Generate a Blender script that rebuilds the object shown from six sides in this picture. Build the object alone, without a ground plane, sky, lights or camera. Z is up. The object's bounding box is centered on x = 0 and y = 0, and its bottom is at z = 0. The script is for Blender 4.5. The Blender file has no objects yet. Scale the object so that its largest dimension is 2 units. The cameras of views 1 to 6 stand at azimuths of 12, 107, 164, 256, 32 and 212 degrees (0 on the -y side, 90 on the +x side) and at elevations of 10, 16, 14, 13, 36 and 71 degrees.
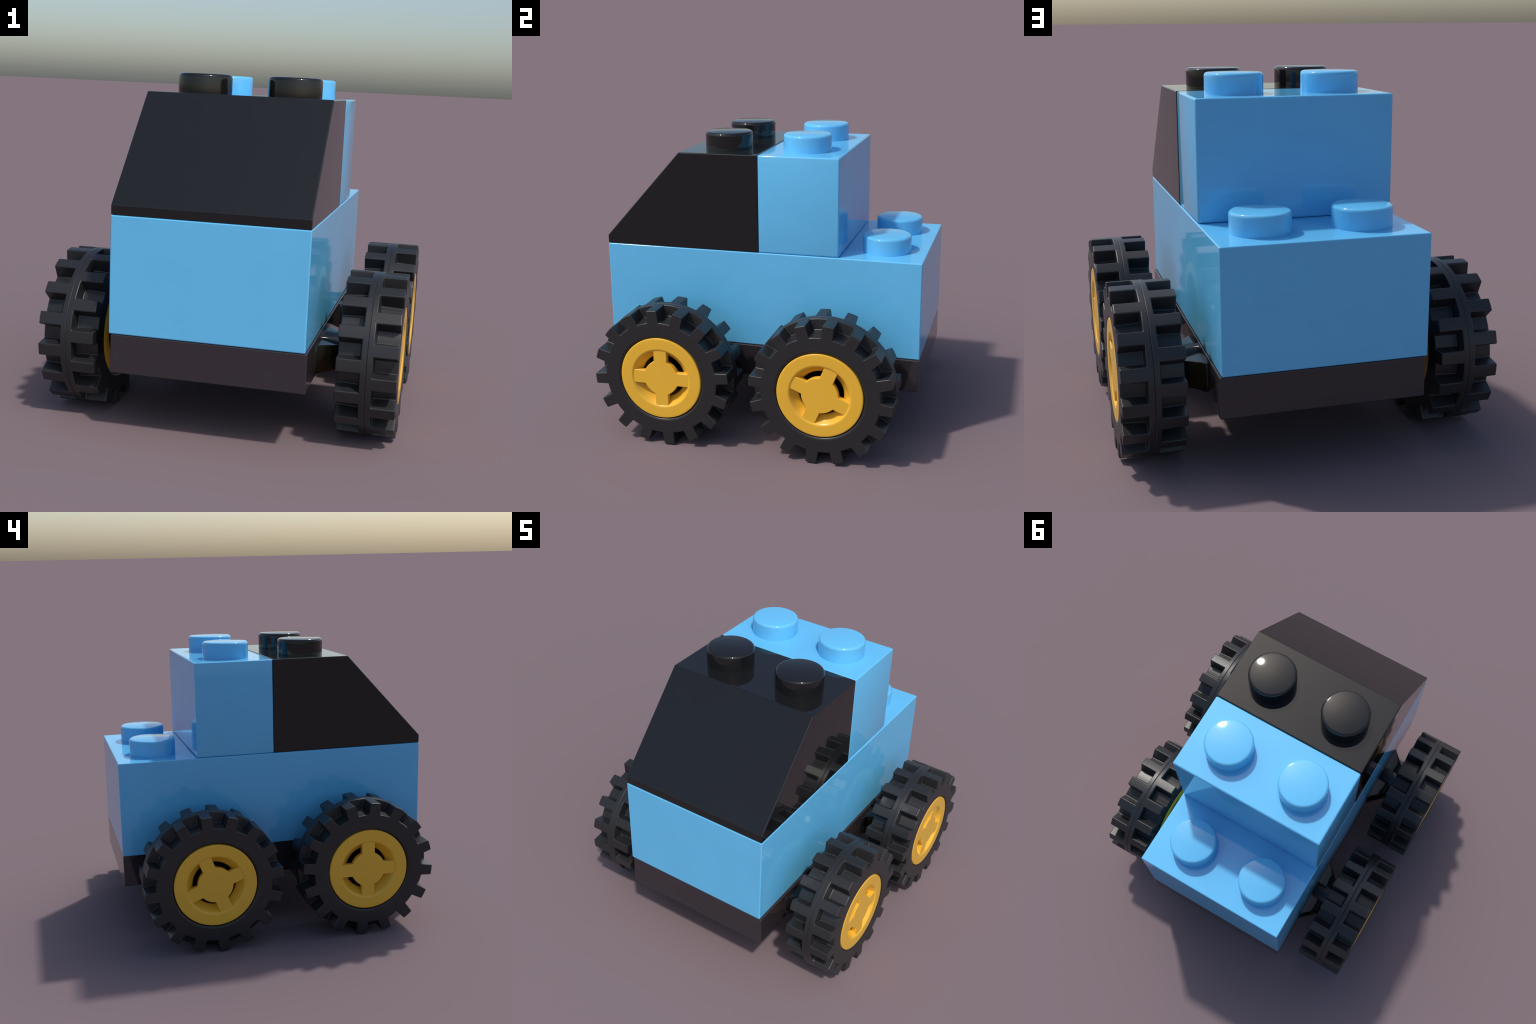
"""Small toy car of interlocking plastic bricks: black chassis plate with four
rubber-tyred yellow wheels, long blue body brick, black sloped windscreen brick
and a short blue cab brick.  1 stud pitch = 0.5 m in this frame."""
import bpy, bmesh, math
from mathutils import Vector, Matrix

# ------------------------------------------------------------------ materials
def plastic(name, colour, rough, grain=0.02, bump=0.0, coat=0.0, spec=0.5):
    m = bpy.data.materials.new(name)
    m.use_nodes = True
    nt = m.node_tree
    b = nt.nodes["Principled BSDF"]
    b.inputs["Roughness"].default_value = rough
    b.inputs["IOR"].default_value = 1.5
    b.inputs["Specular IOR Level"].default_value = spec
    b.inputs["Coat Weight"].default_value = coat
    tc = nt.nodes.new("ShaderNodeTexCoord")
    nz = nt.nodes.new("ShaderNodeTexNoise")
    nz.inputs["Scale"].default_value = 5.0
    nz.inputs["Detail"].default_value = 3.0
    nt.links.new(tc.outputs["Object"], nz.inputs["Vector"])
    ramp = nt.nodes.new("ShaderNodeValToRGB")
    lo = [c * (1 - grain) for c in colour]
    hi = [min(1, c * (1 + grain)) for c in colour]
    ramp.color_ramp.elements[0].position = 0.3
    ramp.color_ramp.elements[1].position = 0.7
    ramp.color_ramp.elements[0].color = (*lo, 1)
    ramp.color_ramp.elements[1].color = (*hi, 1)
    nt.links.new(nz.outputs["Fac"], ramp.inputs["Fac"])
    nt.links.new(ramp.outputs["Color"], b.inputs["Base Color"])
    if bump:
        n2 = nt.nodes.new("ShaderNodeTexNoise")
        n2.inputs["Scale"].default_value = 60.0
        nt.links.new(tc.outputs["Object"], n2.inputs["Vector"])
        bp = nt.nodes.new("ShaderNodeBump")
        bp.inputs["Strength"].default_value = bump
        bp.inputs["Distance"].default_value = 0.002
        nt.links.new(n2.outputs["Fac"], bp.inputs["Height"])
        nt.links.new(bp.outputs["Normal"], b.inputs["Normal"])
    return m

BLUE = plastic("blue_plastic", (0.141, 0.535, 0.865), 0.06)
BLACK = plastic("black_plastic", (0.0105, 0.0108, 0.0112), 0.045)
CHASSIS = plastic("charcoal_plastic", (0.0360, 0.0300, 0.0350), 0.08)
RUBBER = plastic("black_rubber", (0.0195, 0.0195, 0.0205), 0.38)
DARK_CORE = plastic("near_black_core", (0.006, 0.006, 0.006), 0.5)  # near-black, seen through the openings around the hub
YELLOW = plastic("yellow_plastic", (0.860, 0.480, 0.041), 0.29)

# -------------------------------------------------------------------- helpers
def link(name, me, parent=None, mat=None, loc=(0, 0, 0)):
    ob = bpy.data.objects.new(name, me)
    bpy.context.collection.objects.link(ob)
    ob.location = loc
    if parent:
        ob.parent = parent
    if mat and me and not me.materials:
        me.materials.append(mat)
    return ob

def bm_mesh(name, bm):
    bmesh.ops.recalc_face_normals(bm, faces=bm.faces)
    me = bpy.data.meshes.new(name)
    bm.to_mesh(me)
    bm.free()
    for p in me.polygons:
        p.use_smooth = True
    return me

def bevel(ob, width, segs=3, angle=30, harden=True, by_weight=False):
    md = ob.modifiers.new("Bevel", "BEVEL")
    md.width = width
    md.segments = segs
    md.limit_method = 'WEIGHT' if by_weight else 'ANGLE'
    md.angle_limit = math.radians(angle)
    md.harden_normals = harden
    md.use_clamp_overlap = True
    dg = bpy.context.evaluated_depsgraph_get()
    dg.update()
    me = bpy.data.meshes.new_from_object(ob.evaluated_get(dg))
    ob.modifiers.clear()
    old = ob.data
    ob.data = me
    bpy.data.meshes.remove(old)
    return ob

def prism_mesh(name, outline_yz, x0, x1):
    """Extrude a side profile (y, z) across the width x0..x1."""
    bm = bmesh.new()
    a = [bm.verts.new((x0, y, z)) for y, z in outline_yz]
    b = [bm.verts.new((x1, y, z)) for y, z in outline_yz]
    n = len(a)
    bm.faces.new(a)
    bm.faces.new(b[::-1])
    for i in range(n):
        bm.faces.new((a[i], b[i], b[(i + 1) % n], a[(i + 1) % n]))
    return bm_mesh(name, bm)

def lathe_mesh(name, prof, axis='Z', segs=96, cap0=False, cap1=False):
    """Spin a list of (radius, height) about an axis."""
    bm = bmesh.new()
    rings = []
    for r, h in prof:
        ring = []
        for i in range(segs):
            t = 2 * math.pi * i / segs
            c, s = r * math.cos(t), r * math.sin(t)
            ring.append(bm.verts.new((c, s, h) if axis == 'Z' else (h, c, s)))
        rings.append(ring)
    for A, B in zip(rings, rings[1:]):
        for i in range(segs):
            j = (i + 1) % segs
            bm.faces.new((A[i], A[j], B[j], B[i]))
    if cap0:
        bm.faces.new(rings[0])
    if cap1:
        bm.faces.new(rings[-1])
    return bm_mesh(name, bm)

# ------------------------------------------------------------------ key sizes
BODY_X = -0.0107          # bricks sit a hair to the left of the chassis
Z_CH0, Z_CH1 = 0.329, 0.5302
Z_B0, Z_B1 = 0.5310, 1.1310
Z_C0, Z_C1 = 1.1317, 1.7310
STUD_R, STUD_H = 0.1475, 0.1055
AXLE_Y, AXLE_Z = 0.490, 0.4303
TYRE_MID, TYRE_HALF = 0.7765, 0.1510

car = bpy.data.objects.new("toy_car", None)
bpy.context.collection.objects.link(car)
car["label"] = "blue and black plastic brick toy car with yellow wheels"
car["category"] = "toy car"

# ---------------------------------------------------------------------- studs
def stud_mesh(name):
    f, dome = 0.0175, 0.0020
    prof = [(STUD_R, -0.01), (STUD_R, 0.002), (STUD_R, STUD_H - f)]
    for i in range(1, 7):                      # rounded shoulder
        a = math.radians(84 * i / 6)
        prof.append((STUD_R - f * (1 - math.cos(a)), STUD_H - f + f * math.sin(a)))
    r0, h0 = prof[-1]
    for i in range(1, 9):                      # gently domed top
        q = 1 - i / 8
        prof.append((max(r0 * q, 0.0006), h0 + dome * (1 - q * q)))
    me = lathe_mesh(name, prof, 'Z', 96, cap0=True, cap1=True)
    nor = []                                   # normals tilted outward to place the sun glint on a near-flat top
    for v in me.vertices:
        r = math.hypot(v.co.x, v.co.y)
        if r <= r0 + 1e-4 and v.co.z > 0.05:
            a = math.radians(6.5) * r / r0
            k = math.sin(a) / max(r, 1e-6)
            nor.append(Vector((v.co.x * k, v.co.y * k, math.cos(a))))
        else:
            nor.append(v.normal.copy())
    me.normals_split_custom_set_from_vertices(nor)
    return me

STUD_BLUE = stud_mesh("stud_blue")
STUD_BLACK = stud_mesh("stud_black")

def add_studs(parent, me, mat, ys, z):
    for y in ys:
        for x in (-0.25, 0.25):
            link("stud", me, parent, mat, (BODY_X + 0.0010 + x, y, z))

# --------------------------------------------------------------------- bricks
def box_outline(y0, y1, z0, z1):
    return [(y0, z0), (y1, z0), (y1, z1), (y0, z1)]

chassis = link("chassis_plate", prism_mesh("chassis_plate",
               box_outline(-0.998, 0.998, Z_CH0, Z_CH1), -0.5005, 0.4995), car, CHASSIS)
bevel(chassis, 0.0065)

body = link("body_brick", prism_mesh("body_brick",
            box_outline(-1.0, 1.0, Z_B0, Z_B1), BODY_X - 0.4995, BODY_X + 0.4995), car, BLUE)
bevel(body, 0.0075)
add_studs(body, STUD_BLUE, BLUE, (0.751,), Z_B1)

slope = link("windscreen_slope_brick", prism_mesh("windscreen_slope_brick",
             [(-0.999, Z_C0), (0.0005, Z_C0), (0.0005, Z_C1), (-0.4985, Z_C1), (-0.9995, 1.1835)],
             BODY_X - 0.4985, BODY_X + 0.4985), car, BLACK)
bevel(slope, 0.0065)
add_studs(slope, STUD_BLACK, BLACK, (-0.251,), Z_C1)

cab = link("cab_brick", prism_mesh("cab_brick",
           box_outline(0.0018, 0.5012, Z_C0, Z_C1 - 0.001), BODY_X - 0.0015 - 0.4975, BODY_X - 0.0015 + 0.4975), car, BLUE)
bevel(cab, 0.0105, segs=4, harden=False)
_me = cab.data                                   # flat flanks keep bent normals that draw their light gradient; other faces unbent
_nor = [Vector(c.vector) for c in _me.corner_normals]
for p in _me.polygons:
    if p.area > 0.1 and abs(p.normal.x) < 0.9:
        for li in p.loop_indices:
            _nor[li] = p.normal.copy()
_me.normals_split_custom_set(_nor)
add_studs(cab, STUD_BLUE, BLUE, (0.251,), Z_C1 - 0.001)

# --------------------------------------------------------------- wheel holders
def holder_mesh():
    """Flared bracket moulded to the chassis flank, flattened above and below."""
    bm = bmesh.new()
    rings = []
    for x, r, top in ((0.485, 0.232, 0.067), (0.503, 0.232, 0.067), (0.520, 0.214, 0.066), (0.600, 0.137, 0.056), (0.612, 0.132, 0.053)):
        ring = []
        for i in range(64):
            t = 2 * math.pi * (i + 0.5) / 64
            ring.append(bm.verts.new((x, r * math.cos(t),
                                      max(-0.083, min(top, r * math.sin(t))))))
        rings.append(ring)
    for A, B in zip(rings, rings[1:]):
        for i in range(64):
            j = (i + 1) % 64
            bm.faces.new((A[i], A[j], B[j], B[i]))
    bm.faces.new(rings[0]); bm.faces.new(rings[-1])
    bmesh.ops.remove_doubles(bm, verts=bm.verts, dist=1e-5)
    return bm_mesh("wheel_holder", bm)

_h = link("wheel_holder", holder_mesh(), None, BLACK)
bevel(_h, 0.012, 3, angle=33)
HOLDER = _h.data
bpy.data.objects.remove(_h)
PIN = lathe_mesh("axle_pin", [(0.060, 0.47), (0.0635, 0.478), (0.0635, 0.640), (0.058, 0.646)],
                 'X', 48, True, True)
PIN.materials.append(CHASSIS)
PIN.set_sharp_from_angle(angle=math.radians(35))

# ----------------------------------------------------------------------- tyre
def tyre_mesh(phase):
    """Two staggered rows of sixteen lugs around a crown with a mould line."""
    N, STEP = 96, math.radians(3.75)
    R_CROWN, R_TIP, R_FLOOR, R_BACK = 0.4300, 0.4296, 0.355, 0.363
    X_IN = 0.030
    bm = bmesh.new()
    def P(x, r, a):
        return bm.verts.new((x, r * math.cos(a), r * math.sin(a)))
    WARP = (0, 0.65, -0.65, 0, 0.65, -0.65)           # lugs a little wider than the step grid
    def ang(j):
        return phase + j * STEP + math.radians(WARP[j % 6])
    def uni(x, r):
        return [P(x, r, ang(j)) for j in range(N)]
    def quads(A, B):
        for j in range(N):
            k = (j + 1) % N
            bm.faces.new((A[j], A[k], B[k], B[j]))
    groove = uni(0.0, 0.4272)
    bores = []
    for s, off in ((1, 0), (-1, 3)):
        lip = uni(s * 0.0036, R_CROWN)
        inn = uni(s * X_IN, R_CROWN - 0.0003)
        quads(groove, lip); quads(lip, inn)
        floor, back, tip = [None] * N, [None] * N, [None] * N
        for j in range(N):
            q = (j - off + 1) % 6 - 1            # -1,0,1 = lug, 1..5 = gap
            base = phase + (j - q) * STEP
            if q == -1: a = base - math.radians(5.9)
            elif q == 0: a = base
            else:
                a = base + math.radians(5.9 + (q - 1) / 4 * (22.5 - 11.8))
            floor[j] = P(s * TYRE_HALF, R_FLOOR, a)
            if q != 0:
                back[j] = P(s * (X_IN + 0.006), R_BACK, a)
            if q in (-1, 0, 1):
                tip[j] = P(s * TYRE_HALF, R_TIP, ang(j))
        for j in range(N):
            k = (j + 1) % N
            q = (j - off + 1) % 6 - 1
            if q in (-1, 0):                      # lug: tread and flank
                bm.faces.new((inn[j], inn[k], tip[k], tip[j]))
                bm.faces.new((tip[j], tip[k], floor[k], floor[j]))
            else:                                 # gap: back wall and floor
                bm.faces.new((inn[j], inn[k], back[k], back[j]))
                bm.faces.new((back[j], back[k], floor[k], floor[j]))
            if q == 1:
                bm.faces.new((inn[j], back[j], floor[j], tip[j]))
            if q == -1:
                bm.faces.new((inn[j], tip[j], floor[j], back[j]))
        shoulder = uni(s * TYRE_HALF, 0.272)
        bead = uni(s * (TYRE_HALF - 0.006), 0.2615)
        bore = uni(s * 0.10, 0.2595)
        quads(floor, shoulder); quads(shoulder, bead); quads(bead, bore)
        bores.append(bore)
    quads(*bores)
    bmesh.ops.recalc_face_normals(bm, faces=bm.faces)
    wl = bm.edges.layers.float.new("bevel_weight_edge")
    for e in bm.edges:                            # round every lug edge, keep the mould line crisp
        if all(abs(v.co.x) < 0.005 for v in e.verts):
            e.smooth = e.calc_face_angle() < math.radians(15)
        elif e.calc_face_angle() > math.radians(25):
            e[wl] = 1.0
    return bm_mesh("tyre", bm)

# ------------------------------------------------------------------------ rim
def rim_mesh():
    f = TYRE_HALF - 0.0020                       # outer face plane
    prof = [(0.2565, 0.0), (0.2565, f - 0.006), (0.2550, f - 0.002), (0.2515, f), (0.2490, f - 0.0008),
            (0.2470, f), (0.2440, f), (0.1930, f), (0.189, f), (0.1835, f - 0.0012), (0.1785, f - 0.0045), (0.1745, f - 0.010),
            (0.168, f - 0.019), (0.159, f - 0.031), (0.149, f - 0.042), (0.141, f - 0.049),
            (0.1365, f - 0.053), (0.1345, f - 0.056), (0.138, f - 0.060), (0.200, f - 0.068),
            (0.205, -0.110), (0.188, -0.142), (0.190, -0.1480), (0.2515, -0.1480), (0.2565, -0.143), (0.2565, 0.0)]
    me = lathe_mesh("rim", prof, 'X', 128)
    bm = bmesh.new(); bm.from_mesh(me)
    bmesh.ops.remove_doubles(bm, verts=bm.verts, dist=1e-6)
    bmesh.ops.recalc_face_normals(bm, faces=bm.faces)
    bm.to_mesh(me); bm.free()
    for p in me.polygons:
        p.use_smooth = True
    me.set_sharp_from_angle(angle=math.radians(50))
    return me

def hub_mesh():
    """Round boss with four flat spokes, seated in the bowl of the rim."""
    R, W, L = 0.110, 0.0415, 0.186
    x0, x1 = TYRE_HALF - 0.042, TYRE_HALF - 0.0075
    a0 = math.asin(W / R)
    pts = []
    for qd in range(4):
        b = qd * math.pi / 2
        c, s = math.cos(b), math.sin(b)
        for u, v in ((L, -W), (L, W)):
            pts.append((u * c - v * s, u * s + v * c))
        for i in range(9):
            a = b + a0 + (math.pi / 2 - 2 * a0) * i / 8
            pts.append((R * math.cos(a), R * math.sin(a)))
    bm = bmesh.new()
    A = [bm.verts.new((x0, y, z)) for y, z in pts]
    B = [bm.verts.new((x1, y, z)) for y, z in pts]
    n = len(A)
    bm.faces.new(A); bm.faces.new(B)
    for i in range(n):
        bm.faces.new((A[i], A[(i + 1) % n], B[(i + 1) % n], B[i]))
    return bm_mesh("hub", bm)

RIM = rim_mesh()
RIM.materials.append(YELLOW)
_h = link("hub", hub_mesh(), None, YELLOW)
bevel(_h, 0.0035, 2)
HUB = _h.data
bpy.data.objects.remove(_h)
TYRES = {}
def tyre_data(phase):
    if phase not in TYRES:
        t = link("tyre", tyre_mesh(math.radians(phase)), None, RUBBER)
        bevel(t, 0.0070, 3, by_weight=True)
        TYRES[phase] = t.data
        bpy.data.objects.remove(t)
    return TYRES[phase]

BARREL = lathe_mesh("dark_hub_core", [(0.02, -0.146), (0.098, -0.146), (0.104, -0.140), (0.104, -0.130), (0.186, -0.130), (0.186, -0.118), (0.072, -0.118), (0.072, 0.111), (0.02, 0.111)],
                    'X', 64, True, True)
BARREL.materials.append(DARK_CORE)
BARREL.set_sharp_from_angle(angle=math.radians(40))

# side, axle sign, lug phase (deg), spoke turn (deg) as seen in the y-z plane
for side, sy, lug, turn in ((1, -1, 5.6, 0.3), (1, 1, -6.8, -22.6), (-1, 1, -6.0, -21.0), (-1, -1, 6.0, 0.4)):
    spin = 0.0 if side > 0 else math.pi          # turn the wheel to face outwards
    def loc_angle(a):                            # world angle -> local angle after the half turn
        return a if side > 0 else 180.0 - a
    w = bpy.data.objects.new("wheel", None)
    bpy.context.collection.objects.link(w)
    w.parent = car
    w.location = (side * TYRE_MID, sy * AXLE_Y, AXLE_Z)
    w.rotation_euler = (0, 0, spin)
    t = link("tyre", tyre_data(round(loc_angle(lug) % 22.5, 3)), w)
    link("rim", RIM, w)
    h = link("hub", HUB, w)
    h.rotation_euler = (math.radians(loc_angle(turn)), 0, 0)
    link("dark_hub_core", BARREL, w)
    hd = link("wheel_holder", HOLDER, chassis, None, (0, sy * AXLE_Y, AXLE_Z))
    hd.rotation_euler = (0, 0, spin)
    pn = link("axle_pin", PIN, chassis, None, (0, sy * AXLE_Y, 0.4600))
    pn.rotation_euler = (0, 0, spin)
